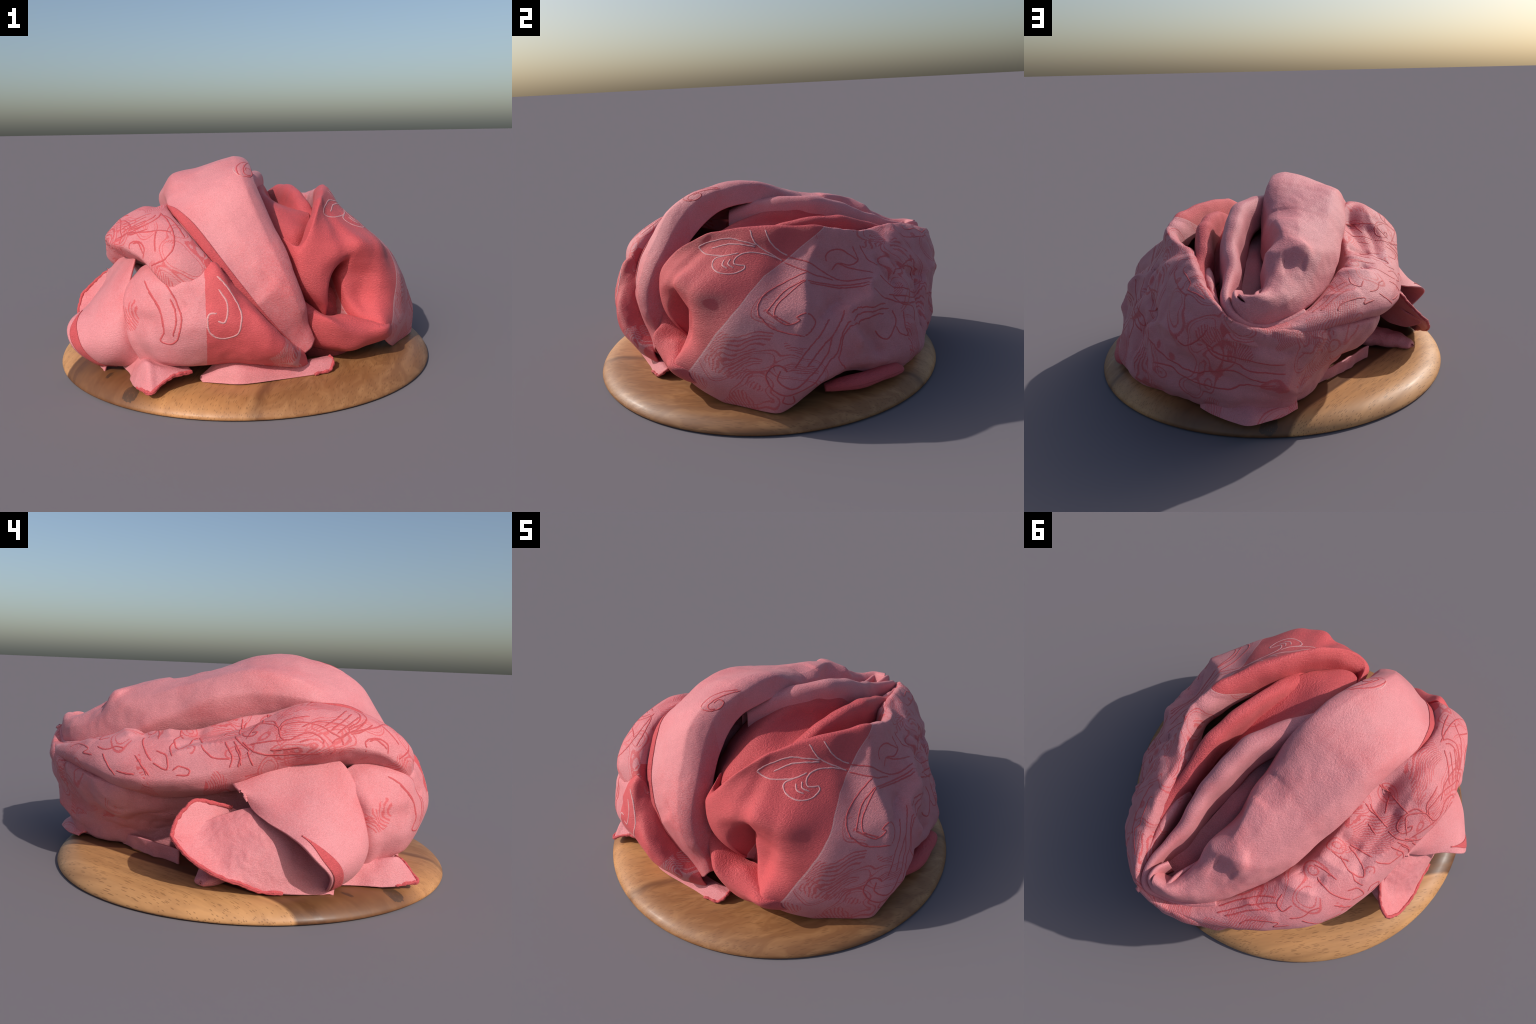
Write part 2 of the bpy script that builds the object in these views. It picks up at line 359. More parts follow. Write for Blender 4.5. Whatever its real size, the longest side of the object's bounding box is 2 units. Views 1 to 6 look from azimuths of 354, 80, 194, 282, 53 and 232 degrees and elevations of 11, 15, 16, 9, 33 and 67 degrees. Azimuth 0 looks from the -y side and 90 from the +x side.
# --- outer wrap: wall of cloth round the right side and the back, rim to board
WALL = []
def wall(*pts):
    rim = np.array(pts[0]); mid = np.array((.02, .12))
    d = mid - rim[:2]; d = d/np.linalg.norm(d)
    inner = (rim[0]+d[0]*.05, rim[1]+d[1]*.05, rim[2]-.03)
    deep = (rim[0]+d[0]*.07, rim[1]+d[1]*.07, rim[2]-.14)
    WALL.append((deep, inner) + pts)
wall((.13,-.50,.66),(.135,-.53,.61),(.14,-.54,.56),(.15,-.54,.50),(.17,-.54,.44),(.21,-.53,.39),(.25,-.51,.34),(.28,-.49,.29),(.30,-.46,.25))
wall((.205,-.60,.63),(.19,-.625,.60),(.192,-.635,.56),(.20,-.635,.50),(.225,-.625,.44),(.27,-.605,.39),(.31,-.57,.34),(.33,-.53,.29),(.34,-.48,.25))
wall((.283,-.513,.741),(.268,-.575,.69),(.265,-.62,.62),(.27,-.64,.55),(.285,-.635,.48),(.31,-.615,.41),(.335,-.57,.35),(.34,-.52,.29),(.35,-.46,.25))
wall((.334,-.402,.807),(.33,-.475,.735),(.345,-.56,.66),(.36,-.61,.59),(.352,-.60,.52),(.342,-.58,.45),(.338,-.55,.37),(.335,-.50,.30),(.36,-.42,.25))
wall((.355,-.34,.822),(.36,-.41,.745),(.388,-.49,.68),(.42,-.57,.615),(.42,-.555,.555),(.385,-.40,.47),(.385,-.35,.38),(.385,-.35,.30),(.39,-.40,.25))
wall((.374,-.28,.831),(.39,-.36,.755),(.435,-.452,.69),(.488,-.56,.628),(.465,-.55,.55),(.415,-.505,.47),(.42,-.505,.39),(.432,-.505,.31),(.44,-.49,.25))
wall((.392,-.21,.836),(.425,-.305,.755),(.48,-.398,.687),(.553,-.513,.617),(.545,-.525,.53),(.52,-.50,.45),(.505,-.505,.36),(.53,-.58,.27),(.53,-.56,.22))
wall((.41,-.14,.839),(.462,-.245,.752),(.535,-.335,.68),(.61,-.445,.605),(.62,-.48,.52),(.61,-.50,.44),(.59,-.52,.35),(.595,-.605,.25),(.60,-.56,.18))
wall((.432,-.06,.836),(.487,-.125,.748),(.575,-.19,.665),(.655,-.255,.585),(.70,-.33,.51),(.71,-.40,.43),(.69,-.455,.33),(.652,-.53,.22),(.65,-.48,.13))
wall((.445,.02,.832),(.495,-.02,.738),(.575,-.06,.65),(.665,-.12,.575),(.74,-.19,.50),(.78,-.255,.41),(.785,-.305,.30),(.77,-.355,.19),(.72,-.36,.078))
wall((.458,.12,.829),(.51,.12,.738),(.58,.065,.651),(.67,.025,.585),(.757,0,.51),(.815,-.045,.42),(.862,-.09,.31),(.89,-.135,.19),(.87,-.18,.078))
wall((.459,.20,.815),(.492,.21,.735),(.52,.215,.66),(.568,.21,.585),(.645,.19,.51),(.742,.155,.42),(.82,.09,.31),(.875,.04,.21),(.82,.03,.16))
wall((.45,.32,.79),(.48,.32,.71),(.51,.33,.64),(.57,.34,.57),(.632,.345,.505),(.70,.30,.43),(.748,.26,.335),(.785,.21,.225),(.73,.19,.17))
wall((.38,.42,.76),(.415,.43,.70),(.47,.44,.63),(.51,.45,.56),(.57,.445,.49),(.62,.43,.40),(.675,.42,.30),(.72,.40,.19),(.68,.36,.13))
wall((.275,.51,.745),(.36,.555,.68),(.42,.58,.60),(.465,.585,.52),(.515,.59,.44),(.57,.59,.35),(.615,.585,.26),(.64,.57,.165),(.60,.52,.078))
wall((.20,.65,.745),(.275,.695,.66),(.325,.725,.56),(.355,.74,.47),(.397,.715,.395),(.439,.704,.308),(.491,.692,.228),(.525,.68,.15),(.50,.64,.078))
wall((.10,.81,.69),(.165,.85,.635),(.205,.87,.53),(.23,.87,.45),(.255,.855,.37),(.28,.84,.28),(.295,.82,.20),(.30,.785,.13),(.27,.74,.078))
wall((-.008,.931,.646),(.02,.96,.58),(.05,.965,.50),(.065,.945,.42),(.075,.92,.34),(.085,.90,.26),(.09,.88,.18),(.085,.85,.13),(.07,.80,.078))
wall((-.089,.985,.60),(-.09,.99,.56),(-.085,.97,.47),(-.07,.935,.38),(-.05,.905,.29),(-.04,.91,.21),(-.03,.885,.15),(-.04,.865,.115),(-.06,.81,.078))
wall((-.173,.962,.556),(-.19,.972,.52),(-.19,.96,.44),(-.185,.935,.36),(-.175,.91,.28),(-.165,.895,.21),(-.155,.87,.16),(-.15,.855,.12),(-.14,.80,.078))
wall((-.26,.92,.535),(-.29,.92,.50),(-.30,.905,.42),(-.295,.88,.34),(-.285,.855,.26),(-.275,.83,.19),(-.265,.81,.14),(-.26,.795,.11),(-.24,.74,.078))
wall((-.36,.845,.51),(-.40,.825,.47),(-.40,.80,.40),(-.38,.765,.33),(-.36,.73,.26),(-.345,.70,.19),(-.335,.68,.13),(-.33,.665,.10),(-.30,.62,.078))
wall((-.46,.72,.48),(-.515,.68,.45),(-.515,.65,.39),(-.475,.625,.32),(-.43,.60,.26),(-.395,.575,.19),(-.375,.555,.13),(-.36,.54,.10),(-.32,.52,.078))
wall((-.56,.56,.46),(-.62,.525,.44),(-.62,.48,.37),(-.57,.45,.30),(-.49,.45,.25),(-.43,.44,.19),(-.40,.43,.13),(-.38,.43,.10),(-.34,.42,.078))
wall((-.59,.40,.44),(-.64,.39,.42),(-.62,.36,.37),(-.56,.33,.30),(-.47,.32,.25),(-.42,.30,.18),(-.40,.28,.12),(-.38,.27,.10),(-.34,.26,.078))
wall((-.55,.20,.43),(-.58,.20,.41),(-.56,.18,.36),(-.50,.16,.30),(-.44,.15,.24),(-.40,.14,.18),(-.36,.13,.12),(-.33,.12,.10),(-.30,.12,.078))
wall((-.50,0,.44),(-.52,0,.41),(-.50,0,.36),(-.47,0,.30),(-.43,0,.24),(-.38,0,.18),(-.35,0,.12),(-.32,0,.10),(-.28,0,.078))
wall((-.48,-.22,.44),(-.50,-.22,.41),(-.50,-.22,.36),(-.50,-.22,.30),(-.48,-.22,.24),(-.45,-.22,.18),(-.42,-.22,.12),(-.40,-.22,.10),(-.36,-.22,.078))
P = loft(WALL, 450, 190)
U = smoothstep((np.linspace(0, 1, 450)-.27)/.10)[:, None, None]
P = P*(1-U) + loft(WALL, 450, 190, (.35, .25))*U
for path, wd, ht in (
  ([(.506,.144,.762),(.563,.077,.682),(.660,.028,.606),(.767,.001,.494),(.82,-.06,.38)], .03, .012),
  ([(.467,.458,.628),(.535,.442,.568),(.596,.365,.530),(.637,.339,.482),(.684,.231,.452),(.708,.218,.415),(.742,.248,.327),(.758,.251,.265)], .028, .024),
  ([(.652,.214,.498),(.687,.146,.489),(.759,.063,.448)], .03, -.014),
  ([(.717,.238,.378),(.706,.313,.334),(.708,.356,.290),(.733,.390,.226)], .035, -.018),
  ([(.367,.717,.485),(.462,.692,.357),(.507,.690,.234)], .018, -.02),
  ([(.442,.457,.657),(.472,.477,.607),(.498,.503,.551),(.516,.568,.513)], .028, -.02),
  ([(.319,.785,.476),(.377,.752,.411),(.397,.759,.369),(.448,.708,.283),(.506,.707,.202)], .03, .022),
  ([(.420,.635,.541),(.379,.701,.501),(.330,.770,.484)], .03, -.018),
  ([(.319,.785,.476),(.246,.856,.487),(.188,.899,.474),(.151,.930,.445)], .03, .014),
  ([(.480,.420,.70),(.437,.545,.639),(.433,.612,.564)], .025, -.02),
  ([(-.125,.985,.501),(-.240,.950,.460),(-.339,.866,.409)], .035, -.014),
  ([(.407,.759,.202),(.293,.839,.271),(.233,.869,.277)], .03, .012),
  ([(-.273,.873,.268),(-.309,.791,.192),(-.330,.720,.150)], .025, .012),
  ([(.20,.90,.36),(.05,.965,.31),(-.10,.945,.28)], .04, -.012),
  ([(.56,.56,.36),(.50,.63,.42),(.44,.68,.46)], .03, -.012)):
    P = crease(P, path, wd, ht*1.35)
U = np.linspace(0, 1, 450)[:, None]
P0 = P
Pc = crumple(crumple(P, .012, .19, 11, .8), .005, .10, 12, .8)
P = puff(P, .005*smoothstep((U[:, 0]-.24)/.08)); Pc = puff(Pc, .005)
w = smoothstep((U-.34)/.12)[:, :, None]
P = P*(1-w) + Pc*w
P = crumple(P, .006, .12, 13)
SHEETS['wall'] = P
sheet('outer_wrap', P, SILK_WALL, parent=scarf)

# --- hollow between loop and wrap: floor of the fold
FLOOR = [
 [(.10,-.50,.40),(.14,-.52,.42),(.18,-.53,.43),(.22,-.52,.43),(.26,-.48,.42)],
 [(0,-.44,.580),(.13,-.50,.620),(.17,-.52,.630),(.21,-.51,.630),(.26,-.45,.620)],
 [(-.04,-.36,.645),(.11,-.42,.695),(.17,-.43,.705),(.23,-.41,.700),(.29,-.36,.685)],
 [(-.06,-.26,.720),(.09,-.29,.765),(.16,-.29,.765),(.23,-.27,.750),(.31,-.25,.730)],
 [(-.05,-.13,.795),(.08,-.13,.820),(.14,-.12,.780),(.21,-.11,.745),(.30,-.10,.725)],
 [(.0,0,.86),(.10,0,.85),(.14,.02,.79),(.20,.04,.745),(.28,.05,.72)],
 [(.09,.13,.88),(.13,.13,.83),(.17,.14,.76),(.21,.16,.72),(.27,.18,.70)],
 [(.10,.27,.86),(.14,.28,.79),(.17,.29,.72),(.20,.30,.68),(.25,.31,.67)],
 [(.08,.42,.80),(.12,.42,.73),(.15,.43,.66),(.18,.44,.63),(.22,.45,.62)],
 [(.03,.58,.72),(.07,.57,.65),(.10,.57,.60),(.13,.57,.58),(.17,.57,.58)]]
P = crumple(loft(FLOOR, 130, 60), .008, .12, 21)
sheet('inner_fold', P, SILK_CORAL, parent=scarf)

def arch(path, wide, deep, nu=120, nv=40, lean=0.0):
    """Soft ridge of folded cloth: crest path with both flanks falling away."""
    C = np.array(path, float); S = spline_matrix(len(C), nu) @ C
    Wd = spline_matrix(len(wide), nu) @ np.array(wide, float); Dp = spline_matrix(len(deep), nu) @ np.array(deep, float)
    T = np.gradient(S, axis=0); T[:, 2] *= .3; T /= np.linalg.norm(T, axis=1, keepdims=True)
    side = np.cross(T, (0, 0, 1)); side /= np.linalg.norm(side, axis=1, keepdims=True)
    s = np.linspace(-1, 1, nv)
    prof = [(np.sign(x)*(1-abs(1-abs(x)*1.25)**2.2 if abs(x) < .8 else 1+.12*(abs(x)-.8)/.2), -(abs(x)**2.1)) for x in s]
    return np.stack([S + side*(Wd*p[0])[:, None] + np.array((0, 0, 1))*(Dp*p[1])[:, None] + side*(lean*Dp*p[1])[:, None] for p in prof], 1)

# red rolled ridge inside the rim, and the pale ridge beside the loop
P = arch([(.32,-.42,.56),(.315,-.306,.685),(.30,-.186,.757),(.29,-.067,.80),(.278,.05,.824),(.265,.19,.836),(.235,.36,.818),(.185,.50,.768),(.165,.62,.722),(.12,.74,.682)],
         [.05,.05,.05,.045,.045,.045,.045,.04,.035,.03], [.13,.13,.13,.13,.13,.14,.15,.14,.12,.10])
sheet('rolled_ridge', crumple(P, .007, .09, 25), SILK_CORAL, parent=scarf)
# pale ridge beside the loop; its far end wraps in a U round the swirl
P = arch([(-.035,-.22,.85),(-.015,-.15,.885),(.012,-.06,.91),(.055,.08,.918),(.08,.20,.915),(.08,.31,.892),(.068,.41,.857),(.048,.525,.797),(-.005,.66,.74),(-.02,.76,.70),(-.035,.86,.675),(-.075,.935,.635),(-.115,.95,.60),(-.165,.925,.56),(-.235,.868,.54),(-.30,.805,.55),(-.35,.735,.565)],
         [.045,.05,.05,.055,.055,.055,.055,.05,.045,.035,.028,.02,.018,.018,.02,.02,.02], [.12,.12,.13,.15,.17,.19,.22,.22,.22,.18,.15,.12,.10,.10,.10,.10,.10], 200)
sheet('rolled_ridge', crumple(P, .008, .1, 27), SILK, parent=scarf)
# nested pleats squeezed together between ridge and rim near the swirl
P = arch([(.16,.55,.68),(.11,.66,.685),(.06,.77,.665),(.0,.88,.635),(-.06,.955,.60),(-.12,.965,.575),(-.18,.945,.55),(-.25,.895,.535)], [.03,.028,.025,.02,.018,.016,.016,.016], [.14,.14,.14,.12,.10,.08,.08,.08], 120, 30)
sheet('rolled_ridge', crumple(P, .005, .07, 29), SILK_FIG, parent=scarf)
P = arch([(.21,.56,.70),(.155,.66,.705),(.10,.76,.675),(.03,.87,.64)], [.025,.022,.02,.016], [.14,.14,.14,.12], 80, 30)
sheet('rolled_ridge', crumple(P, .005, .06, 33), SILK_FIG, parent=scarf)
# swirl lip: curl that joins loop and pale ridge
P = arch([(-.165,.70,.64),(-.16,.80,.655),(-.17,.86,.662),(-.165,.905,.652),(-.135,.925,.652),(-.10,.915,.672),(-.085,.87,.68),(-.09,.81,.66)], [.016]*8, [.12]*8, 100, 24)
sheet('swirl_lip', P, SILK, parent=scarf)
# shaded cloth at the bottom of the gap between loop and pale ridge
GAP = [[(-.05,-.10,.665),(0,-.10,.705),(.05,-.10,.705)],[(-.06,.08,.665),(-.01,.10,.695),(.05,.10,.705)],[(-.08,.26,.625),(-.03,.28,.665),(.03,.28,.685)],
       [(-.12,.42,.585),(-.07,.44,.625),(0,.44,.645)],[(-.14,.58,.545),(-.10,.60,.575),(-.03,.60,.605)],[(-.15,.74,.515),(-.11,.76,.545),(-.05,.76,.565)],[(-.15,.86,.505),(-.11,.88,.535),(-.07,.88,.545)]]
sheet('inner_fold', crumple(loft(GAP, 90, 40), .012, .1, 35), SILK, parent=scarf)

# --- lower right roll under the hollow of the wrap
ROLL = [
 [(.07,-.50,.40),(.08,-.56,.38),(.08,-.58,.34),(.09,-.58,.28),(.10,-.56,.20),(.11,-.52,.09)],
 [(.17,-.52,.42),(.175,-.60,.40),(.172,-.63,.385),(.175,-.63,.33),(.19,-.60,.25),(.20,-.55,.18)],
 [(.26,-.53,.34),(.25,-.60,.355),(.25,-.655,.335),(.26,-.665,.275),(.27,-.63,.20),(.28,-.56,.15)],
 [(.33,-.52,.28),(.33,-.585,.30),(.325,-.69,.31),(.35,-.685,.245),(.36,-.645,.18),(.36,-.56,.13)],
 [(.42,-.50,.28),(.42,-.59,.297),(.41,-.675,.265),(.42,-.665,.21),(.43,-.62,.15),(.44,-.53,.115)],
 [(.52,-.53,.26),(.515,-.60,.27),(.505,-.645,.24),(.51,-.635,.20),(.525,-.575,.15),(.53,-.48,.12)],
 [(.60,-.56,.25),(.60,-.61,.25),(.595,-.633,.237),(.60,-.605,.20),(.61,-.535,.16),(.60,-.44,.13)],
 [(.65,-.49,.25),(.65,-.53,.24),(.65,-.545,.21),(.655,-.51,.17),(.655,-.45,.14),(.64,-.38,.11)]]
P = crumple(loft(ROLL, 110, 70), .006, .1, 31)
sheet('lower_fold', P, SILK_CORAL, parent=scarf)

# --- flap hanging on the left
FLAP = [
 [(-.66,-.10,.48),(-.68,-.12,.47),(-.695,-.14,.462),(-.70,-.15,.455),(-.697,-.17,.43)],
 [(-.59,-.24,.56),(-.65,-.235,.505),(-.685,-.225,.455),(-.70,-.215,.42),(-.70,-.20,.385)],
 [(-.545,-.34,.60),(-.62,-.35,.515),(-.675,-.33,.44),(-.72,-.305,.39),(-.745,-.275,.35)],
 [(-.525,-.44,.60),(-.615,-.455,.505),(-.685,-.43,.425),(-.745,-.395,.365),(-.787,-.36,.325)],
 [(-.525,-.53,.57),(-.60,-.54,.47),(-.68,-.515,.39),(-.757,-.475,.335),(-.838,-.435,.297)],
 [(-.55,-.60,.46),(-.60,-.605,.40),(-.68,-.58,.33),(-.762,-.54,.28),(-.85,-.487,.248)],
 [(-.55,-.635,.36),(-.60,-.65,.315),(-.675,-.63,.255),(-.745,-.59,.21),(-.81,-.533,.18)],
 [(-.53,-.64,.25),(-.575,-.655,.22),(-.64,-.635,.175),(-.69,-.59,.135),(-.725,-.52,.10)],
 [(-.50,-.62,.17),(-.52,-.61,.14),(-.56,-.58,.115),(-.61,-.54,.095),(-.66,-.49,.085)]]
P = crumple(loft(FLAP, 120, 80), .010, .16, 41)
SHEETS['flap'] = P
sheet('flap', P, SILK, parent=scarf)

# --- loose tail with its rolled hem
TAIL = [
 [(-.862,.076,.292),(-.866,.07,.285),(-.872,.05,.262),(-.88,.01,.228)],
 [(-.80,.045,.30),(-.825,.02,.27),(-.85,-.015,.225),(-.874,-.06,.182)],
 [(-.735,0,.325),(-.77,-.04,.28),(-.815,-.085,.215),(-.858,-.13,.15)],
 [(-.69,-.09,.36),(-.742,-.125,.31),(-.80,-.165,.22),(-.833,-.195,.128)],
 [(-.655,-.20,.39),(-.718,-.22,.33),(-.782,-.245,.225),(-.807,-.262,.10)],
 [(-.63,-.32,.395),(-.69,-.33,.325),(-.755,-.345,.215),(-.775,-.35,.088)],
 [(-.61,-.42,.36),(-.65,-.43,.28),(-.70,-.44,.18),(-.74,-.44,.085)],
 [(-.58,-.52,.33),(-.62,-.53,.25),(-.66,-.54,.16),(-.69,-.54,.082)]]
P = crumple(crumple(loft(TAIL, 110, 70), .008, .10, 45), .004, .04, 44, .4)
SHEETS['tail'] = P
sheet('tail', P, SILK, parent=scarf)
MOUTH = [
 [(-.64,-.10,.375),(-.70,0,.405),(-.73,.035,.408),(-.768,.063,.376),(-.807,.08,.343),(-.847,.08,.303),(-.862,.076,.29)],
 [(-.62,-.14,.35),(-.655,-.08,.355),(-.69,-.04,.345),(-.73,-.01,.325),(-.775,.02,.31),(-.82,.05,.295),(-.86,.07,.288)],
 [(-.58,-.20,.30),(-.61,-.16,.28),(-.65,-.12,.27),(-.69,-.08,.26),(-.74,-.04,.26),(-.79,0,.265),(-.85,.05,.28)],
 [(-.55,-.24,.24),(-.58,-.20,.22),(-.62,-.16,.20),(-.66,-.12,.19),(-.71,-.08,.19),(-.77,-.04,.20),(-.84,.03,.25)]]
P = crumple(loft(MOUTH, 50, 90), .005, .08, 46)
SHEETS['mouth'] = P
sheet('tail', P, SILK, parent=scarf)
P = tube([(-.80,-.02,.10),(-.785,-.025,.10),(-.70,-.05,.115),(-.55,-.05,.13),(-.36,-.02,.14)], [.002,.035,.07,.085,.09], 60, 40, squash=.55)
sheet('tail_roll', crumple(P, .014, .07, 47, .3), SILK, parent=scarf)

# --- hooded corner at the front left
HOOD = [
 [(-.52,-.775,.088),(-.49,-.825,.097),(-.455,-.865,.098),(-.42,-.84,.118),(-.36,-.805,.14),(-.287,-.77,.142)],
 [(-.545,-.735,.088),(-.515,-.765,.13),(-.472,-.79,.178),(-.43,-.785,.17),(-.37,-.77,.155),(-.295,-.745,.147)],
 [(-.555,-.69,.088),(-.53,-.715,.135),(-.487,-.735,.185),(-.44,-.745,.172),(-.38,-.735,.16),(-.31,-.72,.152)],
 [(-.57,-.60,.088),(-.54,-.62,.13),(-.50,-.64,.172),(-.45,-.65,.172),(-.40,-.66,.162),(-.34,-.66,.152)],
 [(-.62,-.48,.088),(-.60,-.49,.13),(-.55,-.50,.165),(-.48,-.52,.165),(-.42,-.54,.15),(-.36,-.55,.14)]]
P = crumple(loft(HOOD, 80, 80), .007, .07, 51)
sheet('corner_flap', P, SILK, parent=scarf)

# --- flat edge lying on the board in front
APRON = [
 [(-.25,-.70,.10),(-.255,-.72,.095),(-.245,-.735,.085)],
 [(-.16,-.68,.16),(-.165,-.75,.135),(-.165,-.765,.086)],
 [(-.07,-.68,.175),(-.07,-.765,.145),(-.075,-.785,.086)],
 [(.06,-.66,.14),(.06,-.74,.125),(.063,-.76,.086)],
 [(.17,-.64,.12),(.18,-.70,.118),(.185,-.73,.086)],
 [(.25,-.63,.125),(.265,-.675,.125),(.26,-.715,.088)],
 [(.33,-.61,.13),(.345,-.65,.13),(.325,-.69,.092)]]
P = crumple(loft(APRON, 90, 40), .005, .08, 55)
sheet('bottom_edge', P, SILK, parent=scarf)

# --- folded layers peeping out below the wrap
P = tube([(.76,.08,.12),(.775,.20,.13),(.745,.32,.128),(.69,.45,.125),(.665,.49,.115),(.62,.50,.11)], [.03,.048,.05,.046,.03,.004], 70, 36, squash=.6)
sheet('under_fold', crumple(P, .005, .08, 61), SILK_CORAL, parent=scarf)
UF = [[(-.36,.50,.13),(-.37,.50,.09)],[(-.409,.454,.147),(-.40,.45,.088)],[(-.457,.401,.156),(-.445,.39,.088)],[(-.50,.31,.157),(-.49,.30,.088)],[(-.58,.15,.15),(-.57,.15,.088)]]
sheet('under_fold', crumple(loft(UF, 60, 20), .012, .07, 62), SILK, parent=scarf)

LAYER = [[(.14,.78,.14),(.13,.81,.12),(.12,.835,.088)],[(.04,.83,.15),(.045,.86,.125),(.04,.885,.088)],[(-.05,.85,.15),(-.05,.895,.12),(-.055,.925,.088)],
         [(-.13,.86,.15),(-.14,.92,.115),(-.145,.945,.088)],[(-.20,.82,.14),(-.21,.87,.115),(-.22,.89,.088)],[(-.25,.77,.13),(-.265,.81,.11),(-.275,.835,.088)],[(-.30,.70,.12),(-.315,.74,.105),(-.32,.76,.088)]]
sheet('under_fold', crumple(loft(LAYER, 90, 30), .004, .06, 63), SILK_FIG, parent=scarf)

# --- hems: stitched coral edges
def overlay(P, lift):
    N = normals(P); sgn = np.sign(np.mean(np.sum(N*(P-HEART), axis=2)))
    return P + N*sgn*lift
def strip(name, key, rows, centre, half, mat):
    """Ribbon of the sheet between rows; centre(t), half(t) give its place and half width across."""
    Q = overlay(SHEETS[key], .0028); r = np.arange(rows[0], rows[1]+1); t = np.linspace(0, 1, len(r))
    out = []
    for ri, ti in zip(r, t):
        c = centre(ti) + half(ti)*np.linspace(-1, 1, 9)
        out.append(np.stack([np.interp(c, np.arange(Q.shape[1]), Q[ri, :, k]) for k in range(3)], -1))
    sheet(name, np.array(out), mat, thick=.002, parent=scarf)
strip('hem', 'loop', (10, 106), lambda t: 28-9*smoothstep((t-.7)/.3), lambda t: 1.2+4.2*smoothstep(t/.35)-3.6*smoothstep((t-.85)/.15), SILK_CORAL)
strip('hem', 'flap', (52, 119), lambda t: 71, lambda t: .6+4.5*smoothstep(t/.5), SILK_CORAL)
def hem_roll(path, r, seed):
    T_ = tube(path, [r]*len(path), 140, 14)
    sheet('rolled_hem', crumple(T_, .006, .022, seed, .3), SILK_CORAL, thick=.001, parent=scarf)
hem_roll([(-.64,-.10,.375),(-.70,0,.405),(-.73,.035,.408),(-.768,.063,.376),(-.807,.08,.343),(-.847,.08,.303),(-.866,.07,.285),(-.88,.01,.228),(-.874,-.06,.182),(-.858,-.13,.15),(-.833,-.195,.128),(-.807,-.262,.10),(-.775,-.35,.09)], .008, 81)
hem_roll([(-.52,-.775,.09),(-.49,-.825,.099),(-.455,-.865,.10),(-.42,-.84,.12),(-.36,-.805,.142),(-.287,-.77,.144)], .007, 83)
hem_roll([(.25,-.722,.088),(.29,-.705,.09),(.325,-.69,.093),(.345,-.655,.118),(.335,-.62,.13)], .007, 85)

# --- scrolls worked in thread, laid on the cloth
def surface(P):
    a, b, _ = P.shape; idx = np.arange(a*b).reshape(a, b)
    f = np.stack([idx[:-1, :-1], idx[1:, :-1], idx[1:, 1:], idx[:-1, 1:]], -1).reshape(-1, 4)
    return BVHTree.FromPolygons([Vector(p) for p in settle(P).reshape(-1, 3)], f.tolist())
TREES = {k: surface(SHEETS[k]) for k in ('loop', 'band', 'front', 'wall')}
HV = Vector(HEART)
def stitch(name, where, path, width=None):
    width = width or {'band': .0085, 'front': .0085, 'loop': .008, 'wall': .0085}[where]
    C = np.array(path, float)
    length = np.linalg.norm(np.diff(C, axis=0), axis=1).sum()
    n = max(6, int(length/.006)); S = spline_matrix(len(C), n) @ C
    pts, nrm = [], []
    for q in S:
        co, no, _, dist = TREES[where].find_nearest(Vector(q))
        if co is None or dist > .06: continue
        if no.dot(co-HV) < 0: no = -no
        pts.append(co + no*.0007); nrm.append(no)
    if len(pts) < 4: return
    verts, faces = [], []
    for i, (p, no) in enumerate(zip(pts, nrm)):
        t = (pts[min(i+1, len(pts)-1)] - pts[max(i-1, 0)]).normalized()
        sd = t.cross(no).normalized()
        w = width*.5*(1 + .35*noise.noise(p*90)) * (.45 if i in (0, len(pts)-1) else 1)
        p = p + sd*(.0018*noise.noise(p*70 + Vector((5, 1, 2))))
        verts += [p + sd*w - no*.003, p + sd*w*.8, p - sd*w*.8, p - sd*w - no*.003]
        if i:
            b = 4*i
            faces += [(b-4+k, b-3+k, b+1+k, b+k) for k in range(3)]
    me = bpy.data.meshes.new(name); me.from_pydata(verts, [], faces); me.update(); me.shade_smooth()
    me.materials.append(THREAD_PINK if name.startswith('pale') else THREAD_CORAL)
    ob = bpy.data.objects.new(name, me); ob.parent = scarf
    bpy.context.scene.collection.objects.link(ob)
stitch('pale_scroll', 'wall', [(.360,-.442,.758), (.382,-.381,.786), (.413,-.298,.805), (.457,-.234,.799), (.483,-.165,.772)])
stitch('pale_scroll', 'wall', [(.360,-.442,.758), (.417,-.406,.744), (.474,-.334,.745), (.500,-.258,.757)])
stitch('pale_scroll', 'wall', [(.403,-.384,.767), (.437,-.293,.786), (.477,-.224,.784), (.487,-.171,.767)])
stitch('pale_scroll', 'wall', [(.528,-.074,.708), (.508,-.153,.736), (.505,-.221,.752), (.516,-.270,.741), (.537,-.288,.720), (.549,-.268,.707), (.555,-.238,.698), (.571,-.250,.683), (.579,-.311,.675), (.554,-.370,.686), (.496,-.390,.700), (.464,-.371,.728), (.482,-.320,.749)])
stitch('pale_scroll', 'wall', [(.501,-.333,.734), (.527,-.347,.714), (.554,-.324,.700)])
stitch('pale_scroll', 'wall', [(.514,-.302,.739), (.536,-.316,.718), (.558,-.293,.698)])
stitch('pale_scroll', 'wall', [(.423,-.182,.838), (.459,-.178,.808), (.484,-.156,.769), (.528,-.074,.708), (.540,-.053,.694)])
stitch('pale_scroll', 'wall', [(.442,-.111,.835), (.480,-.093,.777), (.504,-.058,.736), (.525,-.021,.713)])
stitch('coral_scroll', 'wall', [(.608,.050,.640), (.633,-.059,.617), (.671,-.161,.583), (.707,-.205,.549), (.742,-.216,.511), (.756,-.204,.494), (.787,-.168,.455), (.807,-.072,.416), (.800,-.012,.412), (.772,.037,.447), (.766,.017,.485), (.772,-.016,.495), (.782,-.050,.485)])
